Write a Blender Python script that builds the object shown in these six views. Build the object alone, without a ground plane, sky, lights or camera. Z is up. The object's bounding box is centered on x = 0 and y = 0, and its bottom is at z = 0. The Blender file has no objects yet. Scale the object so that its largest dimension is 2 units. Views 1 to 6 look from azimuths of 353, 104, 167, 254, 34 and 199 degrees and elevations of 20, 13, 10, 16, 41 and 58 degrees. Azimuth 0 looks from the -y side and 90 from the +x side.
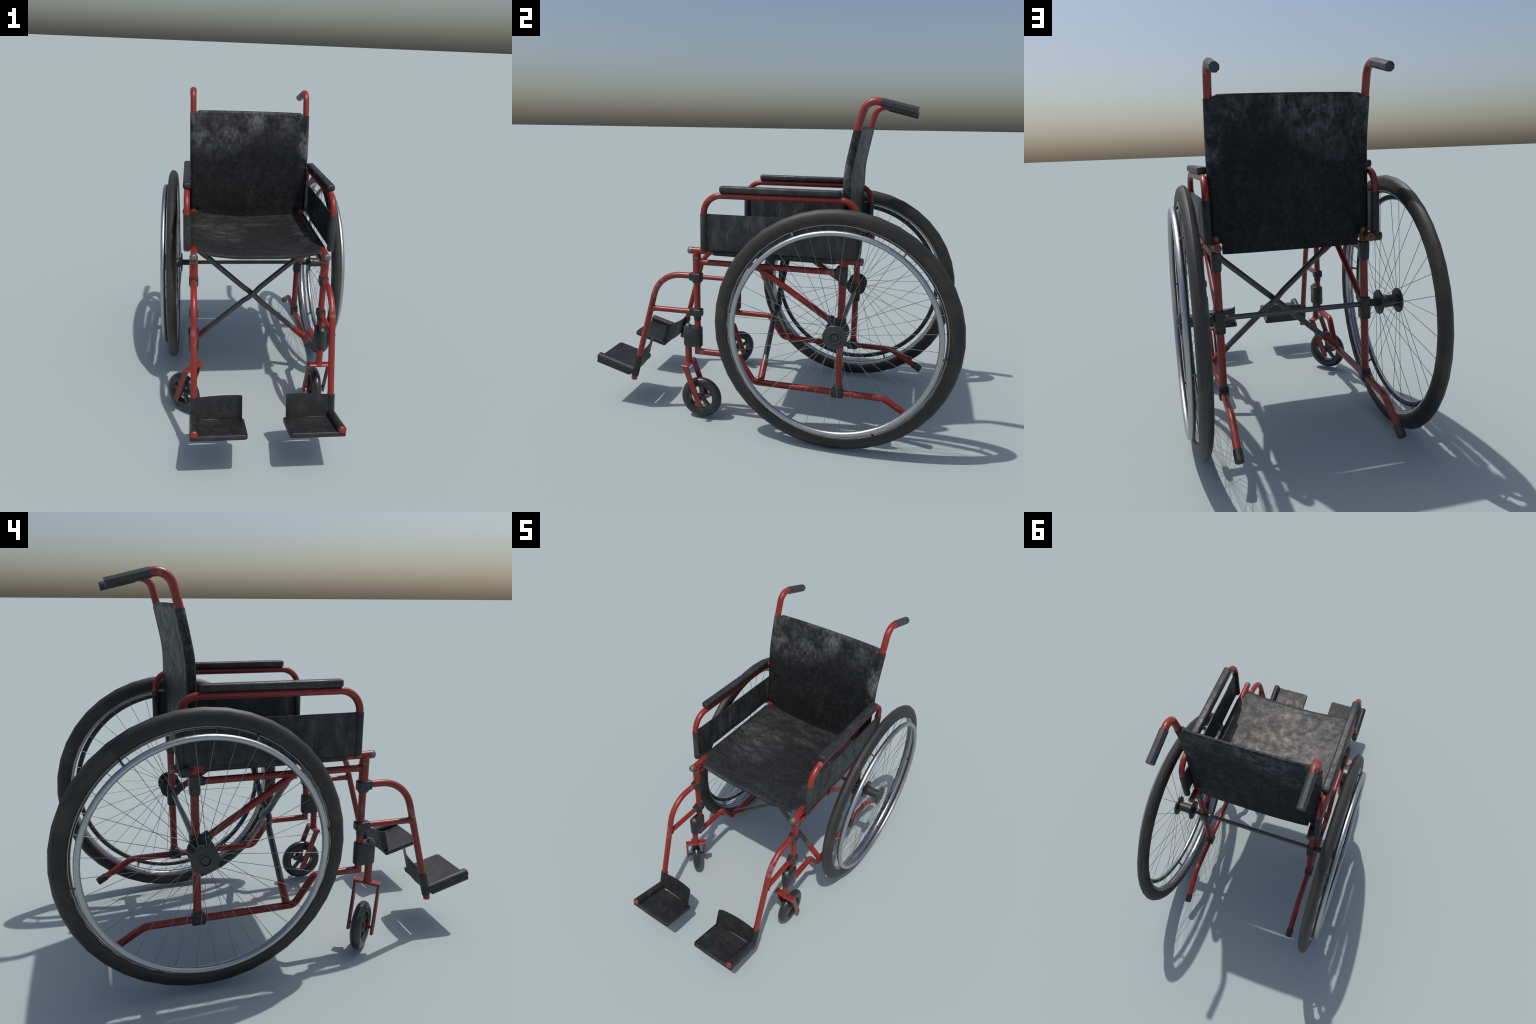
import bpy, bmesh, math, random
import numpy as np
from mathutils import Vector, Matrix

rng = random.Random(7)
COL = bpy.context.scene.collection

# ------------------------------------------------------------------ materials
def new_mat(name):
    m = bpy.data.materials.new(name); m.use_nodes = True
    nt = m.node_tree
    return m, nt, nt.nodes['Principled BSDF']

def N(nt, typ, **kw):
    n = nt.nodes.new(typ)
    for k, v in kw.items():
        if k in n.inputs: n.inputs[k].default_value = v
        else: setattr(n, k, v)
    return n

def coords(nt, scale=(1, 1, 1), loc=(0, 0, 0)):
    tc = N(nt, 'ShaderNodeTexCoord'); mp = N(nt, 'ShaderNodeMapping')
    mp.inputs['Scale'].default_value = scale; mp.inputs['Location'].default_value = loc
    nt.links.new(tc.outputs['Object'], mp.inputs['Vector'])
    return mp.outputs['Vector']

def noise(nt, vec, scale, detail=5, rough=0.6, dist=0.0):
    n = N(nt, 'ShaderNodeTexNoise', Scale=scale, Detail=detail, Roughness=rough, Distortion=dist)
    nt.links.new(vec, n.inputs['Vector'])
    return n.outputs['Fac']

def ramp(nt, fac, stops):
    r = N(nt, 'ShaderNodeValToRGB')
    el = r.color_ramp.elements
    while len(el) < len(stops): el.new(0.5)
    for e, (p, c) in zip(el, stops):
        e.position = p
        e.color = (c, c, c, 1) if isinstance(c, (int, float)) else (*c, 1)
    nt.links.new(fac, r.inputs['Fac'])
    return r.outputs['Color']

def mix(nt, fac, a, b, mode='MIX'):
    m = N(nt, 'ShaderNodeMix', data_type='RGBA', blend_type=mode)
    for sock, v in ((m.inputs[0], fac), (m.inputs[6], a), (m.inputs[7], b)):
        if hasattr(v, 'links') or hasattr(v, 'is_linked'): nt.links.new(v, sock)
        elif isinstance(v, (int, float)): sock.default_value = v
        else: sock.default_value = (*v, 1)
    return m.outputs[2]

def math_n(nt, op, a, b=0.0, c=0.0, clamp=False):
    m = N(nt, 'ShaderNodeMath', operation=op); m.use_clamp = clamp
    for i, v in enumerate((a, b, c)):
        if hasattr(v, 'is_linked'): nt.links.new(v, m.inputs[i])
        else: m.inputs[i].default_value = v
    return m.outputs[0]

def bump(nt, bsdf, height, strength=0.2, dist=0.002):
    b = N(nt, 'ShaderNodeBump', Strength=strength, Distance=dist)
    nt.links.new(height, b.inputs['Height']); nt.links.new(b.outputs['Normal'], bsdf.inputs['Normal'])

def setup_red():
    m, nt, b = new_mat('worn_red_paint')
    v = coords(nt)
    tone = ramp(nt, noise(nt, v, 9, 4), [(0.3, (0.185, 0.0140, 0.0095)), (0.7, (0.245, 0.0195, 0.0125))])
    scuff = ramp(nt, noise(nt, v, 10, 8, 0.66, 0.3), [(0.59, 0.0), (0.69, 0.75)])
    c = mix(nt, scuff, tone, (0.29, 0.14, 0.125))
    dirt = ramp(nt, noise(nt, v, 26, 6), [(0.58, 0.0), (0.8, 0.5)])
    c = mix(nt, dirt, c, (0.10, 0.013, 0.011))
    nt.links.new(c, b.inputs['Base Color'])
    rr = ramp(nt, noise(nt, v, 30, 4), [(0.3, 0.30), (0.75, 0.48)])
    nt.links.new(rr, b.inputs['Roughness'])
    return m

def setup_fabric(name, gloss, patches, streak=(1, 1, 1), base=(0.0088, 0.0092, 0.0099), light=(0.185, 0.189, 0.194), amount=1.0):
    """dark vinyl cloth; 'patches' = (centre, radius, weight) of rubbed, dusty areas."""
    m, nt, b = new_mat(name)
    v = coords(nt)
    vs = coords(nt, streak)
    n1 = noise(nt, vs, 22, 8, 0.68, 0.4)
    n2 = noise(nt, vs, 7, 6, 0.65, 0.6)
    n3 = noise(nt, v, 70, 5, 0.7)
    mask = None
    for (cx, cy, cz), (rx, ry, rz), w in patches:
        vp = coords(nt, (1 / rx, 1 / ry, 1 / rz), (-cx / rx, -cy / ry, -cz / rz))
        ln = N(nt, 'ShaderNodeVectorMath', operation='LENGTH')
        nt.links.new(vp, ln.inputs[0])
        d = N(nt, 'ShaderNodeMapRange', clamp=True)
        d.inputs['From Min'].default_value = 1.0; d.inputs['From Max'].default_value = 0.1
        d.inputs['To Min'].default_value = 0.0; d.inputs['To Max'].default_value = w
        nt.links.new(ln.outputs['Value'], d.inputs['Value'])
        mask = d.outputs[0] if mask is None else math_n(nt, 'MAXIMUM', mask, d.outputs[0])
    blot = math_n(nt, 'MULTIPLY', ramp(nt, n1, [(0.38, 0.05), (0.64, 1.0)]), ramp(nt, n2, [(0.36, 0.12), (0.60, 1.0)]))
    blot = math_n(nt, 'MULTIPLY', blot, ramp(nt, noise(nt, vs, 60, 6, 0.7), [(0.36, 0.25), (0.62, 1.0)]))
    fine = ramp(nt, n3, [(0.45, 0.0), (0.8, 0.11)])
    if mask is not None:
        k = math_n(nt, 'MULTIPLY', blot, math_n(nt, 'ADD', mask, 0.10))
    else:
        k = math_n(nt, 'MULTIPLY', blot, 0.25)
    k = math_n(nt, 'ADD', math_n(nt, 'MULTIPLY', k, amount), fine, clamp=True)
    c = mix(nt, k, base, light)
    nt.links.new(c, b.inputs['Base Color'])
    n4 = noise(nt, v, 21, 8, 0.68, 0.15)
    nt.links.new(ramp(nt, n4, [(0.34, 0.40), (0.68, 0.60)]), b.inputs['Roughness'])
    nt.links.new(ramp(nt, n4, [(0.34, 0.52 * gloss), (0.68, 0.26 * gloss)]), b.inputs['Specular IOR Level'])
    h = math_n(nt, 'ADD', noise(nt, vs, 40, 6, 0.6), math_n(nt, 'MULTIPLY', noise(nt, v, 400, 2), 0.35))
    bump(nt, b, h, 0.35, 0.003)
    return m

def setup_plastic(name, base=(0.0165, 0.0178, 0.0185), rough=0.42, dust=0.35):
    m, nt, b = new_mat(name)
    v = coords(nt)
    k = ramp(nt, noise(nt, v, 16, 7, 0.65), [(0.5, 0.0), (0.8, dust)])
    nt.links.new(mix(nt, k, base, (0.12, 0.12, 0.118)), b.inputs['Base Color'])
    nt.links.new(ramp(nt, noise(nt, v, 28, 7, 0.65, 0.4), [(0.36, rough - 0.12), (0.64, rough + 0.15)]), b.inputs['Roughness'])
    bump(nt, b, noise(nt, v, 180, 3), 0.12, 0.001)
    return m

def setup_tyre():
    m, nt, b = new_mat('dusty_tyre_rubber')
    v = coords(nt)
    # local frame of the wheel: x = axle
    sx = N(nt, 'ShaderNodeSeparateXYZ'); nt.links.new(v, sx.inputs[0])
    rad = math_n(nt, 'SQRT', math_n(nt, 'ADD', math_n(nt, 'POWER', sx.outputs[1], 2.0), math_n(nt, 'POWER', sx.outputs[2], 2.0)))
    tread = N(nt, 'ShaderNodeMapRange', clamp=True)
    for k_, v_ in (('From Min', 0.598), ('From Max', 0.612)): tread.inputs[k_].default_value = v_
    nt.links.new(rad, tread.inputs['Value'])
    bead = N(nt, 'ShaderNodeMapRange', clamp=True)
    for k_, v_ in (('From Min', 0.561), ('From Max', 0.553)): bead.inputs[k_].default_value = v_
    nt.links.new(rad, bead.inputs['Value'])
    mud = ramp(nt, noise(nt, v, 3.2, 8, 0.68, 0.6), [(0.53, 0.0), (0.66, 0.75)])
    grain = ramp(nt, noise(nt, v, 60, 6, 0.7), [(0.3, 0.45), (0.7, 1.0)])
    base = mix(nt, ramp(nt, noise(nt, v, 14, 5), [(0.35, 0.0), (0.7, 0.5)]), (0.0115, 0.0113, 0.0110), (0.023, 0.0218, 0.0205))
    worn = mix(nt, math_n(nt, 'MULTIPLY', tread.outputs[0], grain), base, (0.036, 0.033, 0.030))
    mudk = math_n(nt, 'MULTIPLY', mud, grain)
    c = mix(nt, mudk, worn, (0.066, 0.048, 0.034))
    c = mix(nt, math_n(nt, 'MULTIPLY', math_n(nt, 'MULTIPLY', bead.outputs[0], grain), 0.75), c, (0.070, 0.042, 0.026))
    nt.links.new(c, b.inputs['Base Color'])
    b.inputs['Roughness'].default_value = 0.55
    bump(nt, b, noise(nt, v, 130, 4), 0.25, 0.0015)
    return m

def setup_metal(name, base, rough, spots=0.3, metallic=1.0):
    m, nt, b = new_mat(name)
    v = coords(nt)
    k = ramp(nt, noise(nt, v, 20, 6, 0.65), [(0.5, 0.0), (0.8, spots)])
    nt.links.new(mix(nt, k, base, tuple(x * 0.45 for x in base)), b.inputs['Base Color'])
    nt.links.new(ramp(nt, noise(nt, v, 45, 4), [(0.3, max(rough - 0.06, 0.05)), (0.75, rough + 0.1)]), b.inputs['Roughness'])
    b.inputs['Metallic'].default_value = metallic
    return m

RED = setup_red()
BACK = setup_fabric('worn_black_backrest_cloth', 0.3,
    [((-0.22, 0.43, 1.52), (0.26, 0.5, 0.22), 1.25), ((0.0, 0.43, 1.58), (0.30, 0.5, 0.15), 1.05),
     ((0.22, 0.43, 1.57), (0.24, 0.5, 0.13), 0.8), ((0.36, 0.43, 1.42), (0.07, 0.5, 0.17), 1.3)],
    streak=(1.0, 1.0, 0.65))
SEAT = setup_fabric('worn_black_seat_cloth', 1.0,
    [((-0.22, 0.05, 0.95), (0.22, 0.26, 0.5), 0.5), ((0.30, -0.02, 0.95), (0.08, 0.25, 0.5), 0.45),
     ((0.0, 0.3, 0.95), (0.4, 0.16, 0.5), 0.3)], streak=(0.5, 1.0, 1.0))
PANEL = setup_fabric('worn_grey_side_panel_cloth', 0.7,
    [((0.0, -0.05, 1.07), (2, 0.55, 0.2), 0.62), ((0.0, -0.3, 1.0), (2, 0.12, 0.2), 0.35)], streak=(1.0, 1.0, 0.35),
    base=(0.0185, 0.0192, 0.020))
PAD = setup_fabric('black_arm_pad_vinyl', 1.1, [((0, 0.1, 1.31), (2, 0.6, 0.2), 0.12)], base=(0.0125, 0.013, 0.0142))
PLASTIC = setup_plastic('black_plastic')
GRIP = setup_plastic('grey_rubber_grip', (0.028, 0.030, 0.033), 0.5, 0.2)
FOOT = setup_plastic('black_footplate_plastic', (0.0125, 0.0128, 0.013), 0.5, 0.22)
HUB = setup_plastic('black_hub_plastic', (0.026, 0.028, 0.028), 0.45, 0.15)
TYRE = setup_tyre()
CTYRE = setup_plastic('black_caster_rubber', (0.02, 0.021, 0.022), 0.33, 0.12)
CHUB = setup_plastic('dusty_caster_wheel_plastic', (0.098, 0.088, 0.081), 0.42, 0.5)
CHROME = setup_metal('chrome_rim', (0.40, 0.41, 0.43), 0.20, 0.15)
ALU = setup_metal('aluminium_handrim', (0.43, 0.44, 0.45), 0.36, 0.1)
SPOKE = setup_metal('steel_spoke', (0.24, 0.24, 0.235), 0.52, 0.2, 0.7)
BAR = setup_metal('dark_grey_brace_steel', (0.115, 0.114, 0.105), 0.38, 0.4, 0.5)
CAP = setup_metal('grey_worn_metal', (0.15, 0.146, 0.142), 0.4, 0.4, 0.5)

# ------------------------------------------------------------------ mesh helpers
class Geo:
    """collects vertices / faces (with a material slot) for one part."""
    def __init__(self): self.v = []; self.f = []; self.m = []
    def add(self, verts, faces, mat=0):
        o = len(self.v)
        self.v += [tuple(map(float, p)) for p in verts]
        self.f += [tuple(i + o for i in f) for f in faces]; self.m += [mat] * len(faces)
        return self
    def mirrored(self):
        g = Geo(); g.v = [(-x, y, z) for x, y, z in self.v]; g.f = [f[::-1] for f in self.f]; g.m = list(self.m)
        return g

def make(name, geo, mats, parent, angle=40, loc=(0, 0, 0), merge=False):
    me = bpy.data.meshes.new(name)
    me.from_pydata(geo.v, [], geo.f)
    if not isinstance(mats, (list, tuple)): mats = [mats]
    for mt in mats: me.materials.append(mt)
    me.polygons.foreach_set('material_index', geo.m)
    bm = bmesh.new(); bm.from_mesh(me)
    if merge: bmesh.ops.remove_doubles(bm, verts=bm.verts, dist=1e-5)
    bmesh.ops.recalc_face_normals(bm, faces=bm.faces)
    bm.to_mesh(me); bm.free()
    me.polygons.foreach_set('use_smooth', [True] * len(me.polygons))
    me.set_sharp_from_angle(angle=math.radians(angle))
    ob = bpy.data.objects.new(name, me); ob.location = loc
    COL.objects.link(ob); ob.parent = parent
    return ob

def link_copy(ob, parent, matrix=None):
    c = ob.copy(); COL.objects.link(c); c.parent = parent
    if matrix is not None: c.matrix_local = matrix
    return c

def empty(name, parent=None, loc=(0, 0, 0)):
    e = bpy.data.objects.new(name, None); e.location = loc
    COL.objects.link(e); e.parent = parent
    return e

def path(pts, step=7):
    """pts: (x, y, z[, bend radius]) -> polyline with rounded corners."""
    P = [np.array(p[:3], float) for p in pts]; R = [p[3] if len(p) > 3 else 0 for p in pts]
    out = [P[0]]
    for i in range(1, len(P) - 1):
        a, b, c = P[i - 1], P[i], P[i + 1]
        u = (a - b) / np.linalg.norm(a - b); w = (c - b) / np.linalg.norm(c - b)
        ang = math.acos(max(-1, min(1, float(u @ w))))
        if R[i] <= 0 or ang > math.pi - 1e-3: out.append(b); continue
        t = min(R[i] / math.tan(ang / 2), 0.49 * np.linalg.norm(a - b) if i > 1 else 0.98 * np.linalg.norm(a - b),
                0.49 * np.linalg.norm(c - b) if i < len(P) - 2 else 0.98 * np.linalg.norm(c - b))
        r = t * math.tan(ang / 2)
        bis = (u + w) / np.linalg.norm(u + w); ctr = b + bis * (r / math.sin(ang / 2))
        s = b + u * t - ctr; e = b + w * t - ctr
        tot = math.acos(max(-1, min(1, float(s @ e) / (r * r))))
        n = max(3, int(math.degrees(tot) / step))
        for k in range(n + 1):
            f = k / n
            out.append(ctr + (math.sin((1 - f) * tot) * s + math.sin(f * tot) * e) / math.sin(tot))
    out.append(P[-1])
    return out

def sweep(line, rad, seg=20, cap=True, flare=(0, 0), phase=0.0, dome=(0, 0)):
    """tube along a polyline; rad may be a function of arc length; flare widens the ends like a weld."""
    L = [np.array(p, float) for p in line]
    # extra rings for weld flares and domed ends
    def end_rings(p0, p1, fl):
        d = (p1 - p0) / np.linalg.norm(p1 - p0)
        return [(p0 + d * s, k) for s, k in ((0, 1 + fl), (0.004, 1 + fl * 0.62), (0.009, 1 + fl * 0.28), (0.016, 1 + fl * 0.06), (0.022, 1.0))]
    rings = []
    if flare[0]: rings += end_rings(L[0], L[1], flare[0])
    else: rings.append((L[0], 1.0))
    rings += [(p, 1.0) for p in L[1:-1]]
    if flare[1]: rings += end_rings(L[-1], L[-2], flare[1])[::-1]
    else: rings.append((L[-1], 1.0))
    pts = [r[0] for r in rings]; sc = [r[1] for r in rings]
    n = len(pts)
    T = []
    for i in range(n):
        t = np.zeros(3)
        if i > 0: t += (pts[i] - pts[i - 1]) / np.linalg.norm(pts[i] - pts[i - 1])
        if i < n - 1: t += (pts[i + 1] - pts[i]) / np.linalg.norm(pts[i + 1] - pts[i])
        T.append(t / np.linalg.norm(t))
    ref = np.array([1.0, 0, 0]) if abs(T[0][0]) < 0.9 else np.array([0, 0, 1.0])
    u = np.cross(T[0], ref); u /= np.linalg.norm(u)
    V = []; F = []; s = 0.0
    for i in range(n):
        if i:
            u = u - T[i] * (u @ T[i]); u /= np.linalg.norm(u); s += np.linalg.norm(pts[i] - pts[i - 1])
        w = np.cross(T[i], u)
        r = (rad(s) if callable(rad) else rad) * sc[i]
        # mitre stretch at sharp corners
        k = 1.0; ax = None
        if 0 < i < n - 1:
            d0 = (pts[i] - pts[i - 1]) / np.linalg.norm(pts[i] - pts[i - 1])
            k = 1 / max(0.5, float(d0 @ T[i]))
            if k > 1.02:
                ax = d0 - T[i] * (d0 @ T[i]); ax /= np.linalg.norm(ax)
        for j in range(seg):
            a = 2 * math.pi * (j + phase) / seg
            o = u * math.cos(a) + w * math.sin(a)
            if ax is not None: o = o + ax * (float(o @ ax) * (k - 1))
            V.append(pts[i] + r * o)
    for i in range(n - 1):
        for j in range(seg):
            a = i * seg + j; b = i * seg + (j + 1) % seg
            F.append((a, b, b + seg, a + seg))
    def endcap(ring, p, tdir, hgt):
        base = ring * seg
        if hgt <= 0:
            F.append(tuple(range(base, base + seg))); return
        prev = base; c0 = p
        rr = [np.array(V[base + j]) - c0 for j in range(seg)]
        for q in (30, 60):
            st = len(V)
            for j in range(seg): V.append(c0 + rr[j] * math.cos(math.radians(q)) + tdir * hgt * math.sin(math.radians(q)))
            for j in range(seg): F.append((prev + j, prev + (j + 1) % seg, st + (j + 1) % seg, st + j))
            prev = st
        V.append(c0 + tdir * hgt); t = len(V) - 1
        for j in range(seg): F.append((prev + j, prev + (j + 1) % seg, t))
    if cap:
        endcap(0, pts[0], -T[0], dome[0]); endcap(n - 1, pts[-1], T[-1], dome[1])
    return V, F

def tube(geo, pts, r, mat=0, **kw):
    geo.add(*sweep(path(pts), r, **kw), mat); return geo

def rbox(geo, c, size, bev=0.004, mat=0, seg=2, rot=None, edge_mat=None, taper=None):
    """box with rounded edges; taper scales the lower end (z<0) in x,y."""
    bm = bmesh.new(); bmesh.ops.create_cube(bm, size=1.0)
    for v in bm.verts:
        v.co = Vector((v.co.x * size[0], v.co.y * size[1], v.co.z * size[2]))
        if taper and v.co.z < 0: v.co.x *= taper[0]; v.co.y *= taper[1]
    for f in bm.faces: f.material_index = mat
    if bev > 0:
        r = bmesh.ops.bevel(bm, geom=list(bm.edges), offset=bev, segments=seg, profile=0.5, affect='EDGES',
                            material=-1 if edge_mat is None else edge_mat)
    if rot is not None: bmesh.ops.transform(bm, matrix=rot.to_4x4(), verts=bm.verts)
    bmesh.ops.translate(bm, vec=Vector(c), verts=bm.verts)
    bm.verts.ensure_lookup_table()
    o = len(geo.v)
    geo.v += [tuple(v.co) for v in bm.verts]
    for f in bm.faces:
        geo.f.append(tuple(v.index + o for v in f.verts)); geo.m.append(f.material_index)
    bm.free(); return geo

def revolve(geo, prof, seg, mat=0, closed=True, phase=0.0):
    """prof: (x, r) turned about the x axis."""
    n = len(prof); V = []; F = []
    for k in range(seg):
        a = 2 * math.pi * (k + phase) / seg
        for x, r in prof: V.append((x, r * math.cos(a), r * math.sin(a)))
    for k in range(seg):
        k2 = (k + 1) % seg
        for i in range(n if closed else n - 1):
            i2 = (i + 1) % n
            F.append((k * n + i, k * n + i2, k2 * n + i2, k2 * n + i))
    if not closed:
        for i in (0, n - 1):
            if prof[i][1] > 1e-6: F.append(tuple(k * n + i for k in range(seg)))
    return geo.add(V, F, mat)

def stadium(geo, y0, y1, half, z0, z1, cx, mat=0, bev=0.005, seg=10):
    """upright block with rounded ends in plan (runs along y)."""
    out = []
    for k in range(seg + 1):
        a = math.pi * k / seg; out.append((half * math.cos(a), y1 - half + half * math.sin(a)))
    for k in range(seg + 1):
        a = math.pi + math.pi * k / seg; out.append((half * math.cos(a), y0 + half + half * math.sin(a)))
    n = len(out); cy = (y0 + y1) / 2
    rings = [(z0, bev), (z0 + bev * 0.3, bev * 0.3), (z0 + bev, 0), (z1 - bev, 0), (z1 - bev * 0.3, bev * 0.3), (z1, bev)]
    V = []; F = []
    for z, ins in rings:
        for x, y in out:
            kx = (half - ins) / half; ky = ((y1 - y0) / 2 - ins) / ((y1 - y0) / 2)
            V.append((cx + x * kx, cy + (y - cy) * ky, z))
    for i in range(len(rings) - 1):
        for j in range(n):
            F.append((i * n + j, i * n + (j + 1) % n, (i + 1) * n + (j + 1) % n, (i + 1) * n + j))
    F.append(tuple(range(n))); F.append(tuple((len(rings) - 1) * n + j for j in range(n)))
    return geo.add(V, F, mat)

def both(name, geo, mats, parents, **kw):
    """right part on +x and its mirror on -x."""
    a = make(name, geo, mats, parents[0], **kw)
    b = make(name, geo.mirrored(), mats, parents[1], **kw)
    return a, b

# ------------------------------------------------------------------ the chair
chair = empty('wheelchair')
chair['label'] = 'folding wheelchair with red tube frame and worn black seat'
chair['category'] = 'wheelchair'

X = 0.354                    # side frames stand at x = +-X
POST_Y, REAR_Y = -0.376, 0.401
AX_Y, AX_Z = 0.397, 0.619    # axle
WY, WZ = 0.3845, 0.6180       # wheel centre

# ---- side frames
g = Geo()
tube(g, [(X, -0.410, .958), (X, 0.498, .958)], .0172)                                 # seat rail
tube(g, [(X, POST_Y, .953), (X, POST_Y, .780)], .0222)                                # front post sleeve
tube(g, [(X, POST_Y, .80), (X, POST_Y, .390), (X, -0.150, .391, .034), (X, -0.055, .251, .05),
         (X, 0.30, .251), (X, 0.640, .2495, .10), (X, 0.800, .152)], .0170)           # post, lower rail, tail
tube(g, [(X, POST_Y + .018, .897), (X, 0.385, .897)], .0156, flare=(.45, 0))          # second rail
tube(g, [(X, -0.040, .893), (X, 0.350, .642)], .0162, flare=(.5, 0))                  # diagonal
tube(g, [(X, REAR_Y + .003, .250), (X, REAR_Y + .002, .95)], .0188)                   # rear post
tube(g, [(X, .4045, .955), (X, .4045, 1.10), (X, .4045, 1.400, .55), (X, .4435, 1.600), (X, .478, 1.7385, .062), (X, .700, 1.684)],
     .0184, flare=(.25, 0))                                                           # back tube and push handle
frames = both('side_frame', g, [RED], (chair, chair))

def per_frame(name, geo, mats, **kw): return both(name, geo, mats, frames, **kw)

g = Geo(); tube(g, [(X, -0.400, .958), (X, -0.4185, .958)], .0188, dome=(0, .008)); per_frame('rail_end_cap', g, CAP)
g = Geo(); tube(g, [(X, 0.486, .958), (X, 0.499, .958)], .0190, 1); tube(g, [(X, 0.490, .958), (X, 0.5005, .958)], .0140, 0, dome=(0, .002))
per_frame('rail_rear_cap', g, [RED, CAP])
g = Geo(); tube(g, [(X, .4045, .930), (X, .4045, .984)], .0212, 0); tube(g, [(X, .4045, .984), (X, .4045, .9885)], .0206, 1)
per_frame('back_tube_collar', g, [RED, CAP])
g = Geo(); tube(g, [(X, POST_Y, .918), (X, POST_Y, .926)], .0234); per_frame('post_collar', g, CAP)
# hanger clamps on the front post
g = Geo()
rbox(g, (X, -.374, .811), (.050, .052, .052), .010, seg=3); rbox(g, (X, -.402, .814), (.038, .030, .042), .006)
per_frame('hanger_clamp', g, PLASTIC)
g = Geo()
rbox(g, (X, -.372, .614), (.050, .048, .044), .009, seg=3); rbox(g, (X, -.401, .615), (.038, .036, .039), .006)
tube(g, [(X, POST_Y, .600), (X, POST_Y, .572)], .0196)
per_frame('hanger_clamp', g, PLASTIC)
# caster housing, D shaped in plan
g = Geo(); stadium(g, -.456, -.349, .0295, .421, .531, X, bev=.006)
per_frame('caster_housing', g, PLASTIC)
g = Geo(); tube(g, [(X, -.431, .526), (X, -.431, .534)], .0165, dome=(0, .013)); per_frame('caster_housing_bolt', g, CAP)
# rear clamps
g = Geo()
rbox(g, (X, .398, .909), (.047, .056, .042), .008, seg=3); rbox(g, (X, .403, .869), (.047, .049, .066), .009, seg=3, taper=(.92, .86))
tube(g, [(X, .360, .897), (X, .385, .897)], .0192)
per_frame('rear_clamp', g, PLASTIC)
g = Geo()
rbox(g, (X, .403, .602), (.049, .054, .110), .008, seg=3)
rbox(g, (X, .362, .640), (.040, .052, .040), .007, rot=Matrix.Rotation(-.57, 3, 'X'))
per_frame('axle_clamp', g, PLASTIC)
g = Geo()
rbox(g, (X, .403, .274), (.048, .044, .036), .008, seg=3); rbox(g, (X, .400, .250), (.047, .064, .047), .009, seg=3)
per_frame('tee_clamp', g, PLASTIC)
# rubber tip of the tail
d = np.array([0, .160, -.0975]); d /= np.linalg.norm(d); e = np.array([X, .8175, .1415])
g = Geo(); g.add(*sweep([e - d * .042, e + d * .010], .0205), 0); per_frame('rubber_tip', g, PLASTIC, angle=50)
# eight sided push handle grip
g = Geo(); g.add(*sweep([(X, .546, 1.7218), (X, .7125, 1.681)], 0.0218, seg=8, phase=.5), 0)
per_frame('push_handle_grip', g, GRIP, angle=20)

# stop block on the rear of one rail
g = Geo(); rbox(g, (-.380, .450, .956), (.088, .052, .042), .014, seg=4)
make('brake_block', g, PLASTIC, frames[1])

# ---- cross brace: two bars, cranked where they pass each other
for s, off in ((-1, .014), (1, -.014)):
    a = np.array([s * .354, -.016, .884]); b = np.array([-s * .354, -.016, .262])
    def L(t, dy=0): p = a + (b - a) * t; return (p[0], p[1] + dy - .006 * (1 - abs(2 * t - 1)), p[2])
    g = Geo()
    tube(g, [L(.07), (*L(.430, 0), .06), (*L(.472, off), .05), (*L(.528, off), .05), (*L(.570, 0), .06), L(.93)], .0160)
    bar = make('cross_brace', g, BAR, chair)
    for q0, q1 in ((.0, .105), (1.0, .882)):
        g = Geo(); g.add(*sweep([L(q0), L(q1)], .0186), 0)
        make('brace_sleeve', g, RED, bar)

# ---- axle bar
g = Geo(); tube(g, [(-.345, REAR_Y, .6175), (.345, REAR_Y, .6175)], .0125)
make('axle_bar', g, BAR, chair)

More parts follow.
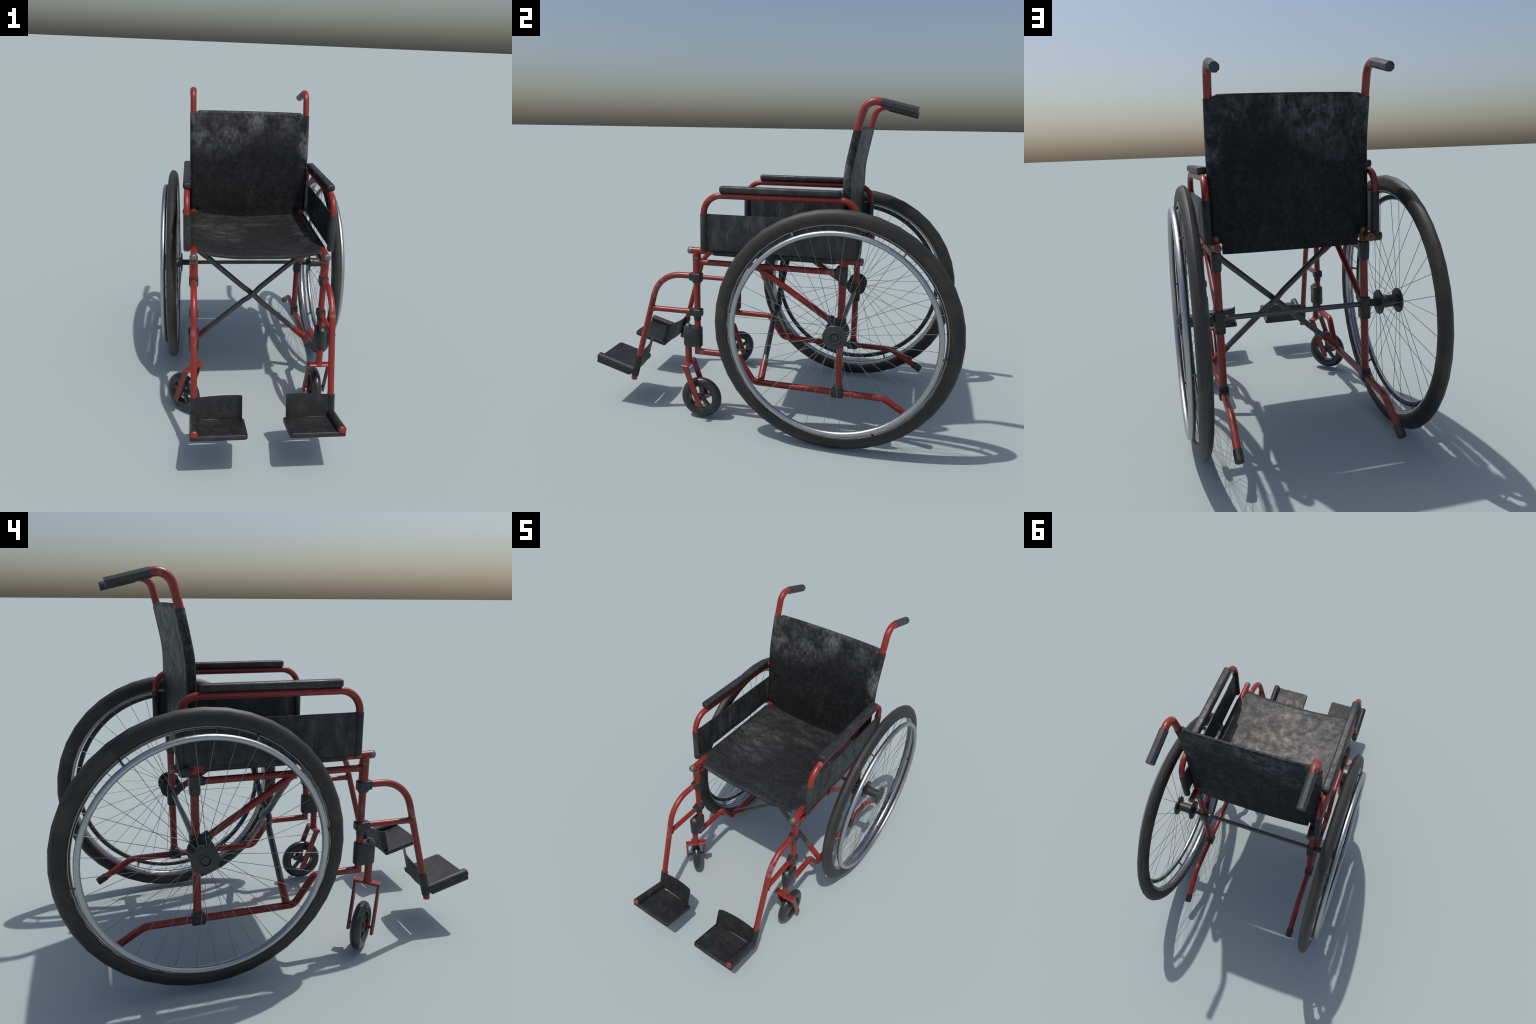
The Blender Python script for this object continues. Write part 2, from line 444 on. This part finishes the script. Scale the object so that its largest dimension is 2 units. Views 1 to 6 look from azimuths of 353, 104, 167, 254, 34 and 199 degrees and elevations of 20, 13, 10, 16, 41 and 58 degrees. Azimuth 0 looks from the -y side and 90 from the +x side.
# ---- big wheels (built about the origin, axle on x)
tyre_half = [(.0, .6162), (.0120, .6110), (.0200, .6025), (.0255, .5910), (.0288, .5780), (.0295, .5680), (.0280, .5565), (.0235, .5480), (.0190, .5450)]
prof = tyre_half + [(-x, r) for x, r in tyre_half[:0:-1]]
HRX, HRR = .0497, .5082      # push ring: offset from the wheel plane, radius
def wheel(sx):
    W = empty('wheel', chair, (sx * .4805, WY, WZ))
    g = Geo(); revolve(g, prof, 40)
    make('tyre', g, TYRE, W, angle=35)
    g = Geo()
    hp = [(.0185, .5500), (.0205, .5455), (.0185, .5405), (.0150, .5385), (.0130, .5330), (.0070, .5305)]
    revolve(g, hp + [(-x, r) for x, r in hp[::-1]], 96)
    make('rim', g, CHROME, W)
    # push ring on six stays
    g = Geo()
    ring = [(sx * HRX + .0152 * math.cos(a), HRR + .0135 * math.sin(a)) for a in np.linspace(0, 2 * math.pi, 16, endpoint=False)]
    revolve(g, ring, 96)
    g.m = [1 if sum(abs(g.v[q][0]) for q in f) / 4 < .0415 else 0 for f in g.f]
    hr = make('handrim', g, [ALU, HUB], W, angle=60)
    st = None
    for k in range(6):
        m = Matrix.Rotation(math.radians(-6.5 + 60 * k), 4, 'X')
        if st is None:
            g = Geo(); tube(g, [(sx * .012, .545, 0), (sx * .036, .530, 0, .015), (sx * .046, .507, 0)], .0055, seg=10, cap=True)
            st = make('handrim_stay', g, BAR, W); st.matrix_local = m
        else: link_copy(st, W, m)
    # hub, a little off the wheel centre
    ho = Vector((0, AX_Y - WY, AX_Z - WZ))
    g = Geo()
    hubp = [(.0, .0), (.0, .012), (.0, .0205)]
    i, o = -.050, .0555
    revolve(g, [(i - .078, .0185), (i - .006, .0185), (i - .006, .027), (i - .004, .0585), (i - .002, .0600), (i + .004, .0600), (i + .006, .0585), (i + .008, .030),
                (o - .012, .030), (o - .010, .0585), (o - .008, .0600), (o - .001, .0600), (o + .001, .0580), (o + .002, .0320),
                (o + .005, .0305), (o + .005, .0215), (o - .004, .0200), (o - .004, .0180), (o + .003, .0175), (o + .003, .0001)], 40, closed=False)
    if sx < 0: g = g.mirrored()
    make('hub', g, HUB, W, loc=ho, angle=30)
    g = Geo(); g.add(*sweep([(0, 0, 0), (0, 0, 1)], .00125, seg=6), 0)
    sp = None
    for k in range(36):
        # lacing: neighbouring pairs go to the outer and the inner flange in turn
        side = 1 if (k // 2) % 2 == 0 else -1
        mid = math.radians(-79 + 20 * (k // 2)); q = -1 if k % 2 == 0 else 1
        th = mid + q * math.radians(5)
        hub_a = mid + q * math.radians(16.5 if side > 0 else 24)
        p1 = Vector((side * .004 * sx, .535 * math.cos(th), .535 * math.sin(th)))
        xh = (o - .005 if side > 0 else i + .001) * sx
        p0 = ho + Vector((xh, .0555 * math.cos(hub_a), .0555 * math.sin(hub_a)))
        dv = p1 - p0
        M = Matrix.Translation(p0) @ dv.to_track_quat('Z', 'Y').to_matrix().to_4x4() @ Matrix.Diagonal((1, 1, dv.length, 1))
        if sp is None: sp = make('spoke', g, SPOKE, W); sp.matrix_local = M
        else: link_copy(sp, W, M)
    return W
wheel(1); wheel(-1)

# ---- casters: fork trails behind the swivel stem
def caster(sx, yaw):
    """local frame: stem at origin, +y is the trailing direction, wheel axle along x."""
    C = empty('caster', chair, (sx * X, -.4315, 0)); C.rotation_euler = (0, 0, yaw)
    g = Geo()
    tube(g, [(0, 0, .430), (0, 0, .318)], .0182, flare=(0, .35))
    rbox(g, (0, 0, .3155), (.130, .037, .014), .002, seg=1, edge_mat=1)
    top, bot = Vector((0, .002, .318)), Vector((0, .086, .088))
    dv = bot - top; ang = math.atan2(dv.y, -dv.z)
    for q in (-1, 1):
        rbox(g, (q * .0580, (top.y + bot.y) / 2, (top.z + bot.z) / 2), (.0125, .030, dv.length), .002, seg=1,
             rot=Matrix.Rotation(ang, 3, 'X'), edge_mat=1)
    make('caster_fork', g, [RED, CAP], C, angle=30)
    cy, cz, R = .0745, .1205, .1160
    g = Geo(); tube(g, [(-.056, cy, cz), (.056, cy, cz)], .0075, seg=12); make('caster_axle', g, RED, C)
    g = Geo()
    rt = .0258
    tp = [(rt * math.sin(a), R - rt * 1.1 + rt * 1.1 * math.cos(a)) for a in np.linspace(-2.35, 2.35, 19)]
    revolve(g, tp, 48)
    make('caster_tyre', g, CTYRE, C, loc=(0, cy, cz))
    g = Geo()
    revolve(g, [(-.0190, .0925), (-.0208, .0890), (-.0205, .0840), (-.0160, .0800), (.0160, .0800), (.0205, .0840), (.0208, .0890), (.0190, .0925)], 48)
    revolve(g, [(-.022, .0001), (-.022, .013), (-.018, .0170), (.018, .0170), (.022, .013), (.022, .0001)], 24, closed=False)
    for k in range(5):
        a = 2 * math.pi * k / 5 + math.radians(-50)
        rbox(g, (0, .049 * math.cos(a), .049 * math.sin(a)), (.025, .072, .0185), .006, seg=2, rot=Matrix.Rotation(a, 3, 'X'))
    make('caster_wheel', g, CHUB, C, loc=(0, cy, cz))
caster(1, 0.0)
caster(-1, math.radians(47))

# ---- footrests
fr = (empty('footrest', chair), empty('footrest', chair))
g = Geo()
tube(g, [(X, -.412, .8165), (X, -.595, .8165, .164), (X, -.7715, .1775)], .0165, dome=(0, .004))
tube(g, [(X, -.412, .6155), (X, -.640, .6145)], .0146, flare=(0, .5))
both('hanger_tube', g, RED, fr)
# plate in its own tilted frame: a = forward, n = up from the plate
a_ = np.array([0, -.9635, .2678]); n_ = np.array([0, .2678, .9635])
o_ = np.array([0, -.774, .2305])
def PL(x, f, h): return np.array([x, 0, 0]) + o_ + a_ * f + n_ * h
g = Geo()
out = []
x0, x1, f0, f1 = .100, .374, .0075, .2230
def rr(cx, cy, r, q0): return [(cx + r * math.cos(math.radians(q0 + 15 * k)), cy + r * math.sin(math.radians(q0 + 15 * k))) for k in range(7)]
out += rr(x1 - .006, f1 - .006, .006, 0) + rr(x0 + .016, f1 - .016, .016, 90) + rr(x0 + .010, f0 + .010, .010, 180) + rr(x1 - .006, f0 + .006, .006, 270)
n = len(out)
cxm, cym = (x0 + x1) / 2, (f0 + f1) / 2
def ring(ins, h):
    kx = 1 - ins / ((x1 - x0) / 2); ky = 1 - ins / ((f1 - f0) / 2)
    return [PL(cxm + (x - cxm) * kx, cym + (y - cym) * ky, h) for x, y in out]
levels = [(.010, -.014), (.012, -.0305), (.003, -.0325), (.0, -.0290), (.0, -.0115), (.0012, -.0090), (.004, -.0080), (.010, -.0092)]
V = []; F = []
for ins, h in levels: V += ring(ins, h)
for k in range(len(levels) - 1):
    for j in range(n): F.append((k * n + j, k * n + (j + 1) % n, (k + 1) * n + (j + 1) % n, (k + 1) * n + j))
F.append(tuple(range(n))); F.append(tuple((len(levels) - 1) * n + j for j in range(n)))
g.add(V, F, 0)
both('footplate', g, FOOT, fr, angle=50)
g = Geo(); g.add(*sweep([PL(X, -.006, .001), PL(X, .222, .001)], .0215), 0); both('footplate_roll', g, FOOT, fr)
g = Geo(); g.add(*sweep([PL(X, .215, .001), PL(X, .2235, .001)], .0182, dome=(0, .008)), 0); both('roll_end_cap', g, RED, fr)
g = Geo(); g.add(*sweep([PL(.122, .203, -.0105), PL(.122, .203, -.0070)], .0055, seg=12), 0); both('plate_stud', g, HUB, fr)
# heel panel: sleeve on the tube plus a bowed sheet
tdir = np.array([0, -.2678, -.9635])
t0 = np.array([X, -.7320, .3210])
g = Geo(); g.add(*sweep([t0, t0 + tdir * .124], .0208), 0)
nx, nz = 24, 12
V = []; F = []
for side in (0, 1):
    for j in range(nz + 1):
        for i in range(nx + 1):
            u = i / nx; w = j / nz
            x = X - .004 - u * (.2385)
            fwd = .010 + .020 * u + .010 * max(0, u - .93) / .07 - .012 * math.sin(math.pi * u)
            top = .002 + .016 * u
            s = -top + (.112 + top) * w
            p = t0 + tdir * s; p = np.array([x, p[1], p[2]]) + a_ * (fwd + side * (.005 + .004 * (u > .95)))
            V.append(p)
m = (nx + 1) * (nz + 1)
for j in range(nz):
    for i in range(nx):
        q = j * (nx + 1) + i
        F.append((q, q + 1, q + nx + 2, q + nx + 1)); F.append((m + q, m + q + nx + 1, m + q + nx + 2, m + q + 1))
edge = [i for i in range(nx + 1)] + [j * (nx + 1) + nx for j in range(1, nz + 1)] + [nz * (nx + 1) + i for i in range(nx - 1, -1, -1)] + [j * (nx + 1) for j in range(nz - 1, 0, -1)]
for k in range(len(edge)):
    p, q = edge[k], edge[(k + 1) % len(edge)]; F.append((p, m + p, m + q, q))
g.add(V, F, 0)
both('heel_panel', g, FOOT, fr, angle=50)

# ---- armrests
AXX = .390
arms = (empty('armrest', chair), empty('armrest', chair))
g = Geo()
tube(g, [(AXX, -.321, .963), (AXX, -.321, 1.2585, .095), (AXX, .30, 1.2605), (AXX, .463, 1.2605, .092), (AXX, .4665, .970)], .0163)
both('armrest_tube', g, RED, arms)
g = Geo(); rbox(g, (.3895, .0735, 1.2915), (.0440, .6130, .0350), .0115, seg=4)
both('arm_pad', g, PAD, arms)
g = Geo()
tube(g, [(AXX, -.321, .9715), (AXX, -.321, 1.1625)], .0188); tube(g, [(AXX, .4655, .9760), (AXX, .4635, 1.1640)], .0190)
ny, nz = 40, 12; V = []; F = []
for side in (-1, 1):
    for j in range(nz + 1):
        for i in range(ny + 1):
            u = i / ny; w = j / nz
            y = -.321 + u * .786; z = .9725 + w * .190
            th = .0045 + .011 * (max(0, 1 - u / .035) ** 2 + max(0, 1 - (1 - u) / .035) ** 2)
            if j in (0, nz): th *= .55
            wav = .0016 * math.sin(9 * u + 3 * w) + .0012 * math.sin(17 * u - 5 * w)
            V.append((AXX + side * th + wav * math.sin(math.pi * u), y, z + (.0 if 0 < j < nz else 0)))
m = (ny + 1) * (nz + 1)
for j in range(nz):
    for i in range(ny):
        q = j * (ny + 1) + i
        F.append((q, q + ny + 1, q + ny + 2, q + 1)); F.append((m + q, m + q + 1, m + q + ny + 2, m + q + ny + 1))
edge = [i for i in range(ny + 1)] + [j * (ny + 1) + ny for j in range(1, nz + 1)] + [nz * (ny + 1) + i for i in range(ny - 1, -1, -1)] + [j * (ny + 1) for j in range(nz - 1, 0, -1)]
for k in range(len(edge)):
    p, q = edge[k], edge[(k + 1) % len(edge)]; F.append((p, q, m + q, m + p))
g.add(V, F, 0)
both('side_panel', g, PANEL, arms, angle=50)

# ---- sling sheets: grid with thickness, rounded rim
def sheet(geo, fn, nu, nv):
    """fn(u, v, side) -> point, u and v in 0..1, side -1/+1."""
    V = []; F = []
    for side in (-1, 1):
        for j in range(nv + 1):
            for i in range(nu + 1): V.append(fn(i / nu, j / nv, side))
    m = (nu + 1) * (nv + 1)
    for j in range(nv):
        for i in range(nu):
            q = j * (nu + 1) + i
            F.append((q, q + nu + 1, q + nu + 2, q + 1)); F.append((m + q, m + q + 1, m + q + nu + 2, m + q + nu + 1))
    edge = [i for i in range(nu + 1)] + [j * (nu + 1) + nu for j in range(1, nv + 1)] + [nv * (nu + 1) + i for i in range(nu - 1, -1, -1)] + [j * (nu + 1) for j in range(nv - 1, 0, -1)]
    for k in range(len(edge)):
        p, q = edge[k], edge[(k + 1) % len(edge)]; F.append((p, q, m + q, m + p))
    return geo.add(V, F, 0)

def wob(x, y, k):
    return math.sin(7.1 * x * k + 1.3 * math.sin(5 * y * k)) * math.cos(6.3 * y * k + .7 * math.sin(8 * x * k))
def sm(e0, e1, x):
    t = max(0, min(1, (x - e0) / (e1 - e0))); return t * t * (3 - 2 * t)

# seat: wraps both rails, sags between them
g = Geo()
for s in (-1, 1): tube(g, [(s * X, -.2775, .9575), (s * X, .3640, .9575)], .0205)
def seat(u, v, side):
    k = 2 * u - 1
    yf = -.3615 + .004 * (1 - k * k)
    y = yf + v * (.394 - yf)
    # width: narrow at the front lip, full over the rails
    hw = .334 + .018 * sm(-.300, -.272, y) - .012 * sm(-.345, -.354, y)
    x = k * hw
    z = .9390 + .0340 * abs(k) ** 2.2 * (hw / .352) ** 2
    z += -.008 * sm(yf + .045, yf, y) + .0018 * wob(x * 2, y * 2, 1.4) * (1 - k * k)
    t = .0045 + .0060 * sm(yf + .035, yf + .010, y) if 0 < v < 1 else .005
    if u in (0, 1): t = .002
    return (x, y, z + side * t)
sheet(g, seat, 56, 60)
make('seat', g, SEAT, chair, angle=60)

# backrest: sleeves on both back tubes, sheet between
bp = path([(0, .4045, 1.0), (0, .4045, 1.10), (0, .4045, 1.400, .55), (0, .4435, 1.600), (0, .4500, 1.633)], step=2)
def back_y(z):
    for p, q in zip(bp[:-1], bp[1:]):
        if p[2] <= z <= q[2]: return p[1] + (q[1] - p[1]) * (z - p[2]) / (q[2] - p[2])
    return bp[0][1] if z < 1.1 else bp[-1][1]
g = Geo()
for s in (-1, 1):
    zs = np.linspace(1.000, 1.5925, 24)
    g.add(*sweep([(s * X, back_y(z), z) for z in zs], .0208), 0)
def back(u, v, side):
    z = .9155 + v * (1.6105 - .9155)
    k = 2 * u - 1
    hw = .322 + .030 * sm(.958, 1.006, z) - .034 * max(0, (z - 1.560) / .0505) ** 3
    x = k * hw
    th = .0110 + .0090 * sm(.80, 1.0, abs(x) / X)
    if v in (0, 1): th = .004
    if z < 1.0: th = min(th, .009)
    zz = z + .002 * math.sin(math.pi * u) * v ** 8
    y = back_y(min(z, 1.63)) + (.0112 - .0032 * sm(1.45, 1.6, z)) * (1 - abs(k) ** 4) + .0015 * wob(x * 2, z * 2, 1.3) * (1 - k * k)
    return (x, y + side * th, zz)
sheet(g, back, 60, 64)
make('backrest', g, BACK, chair, angle=60)
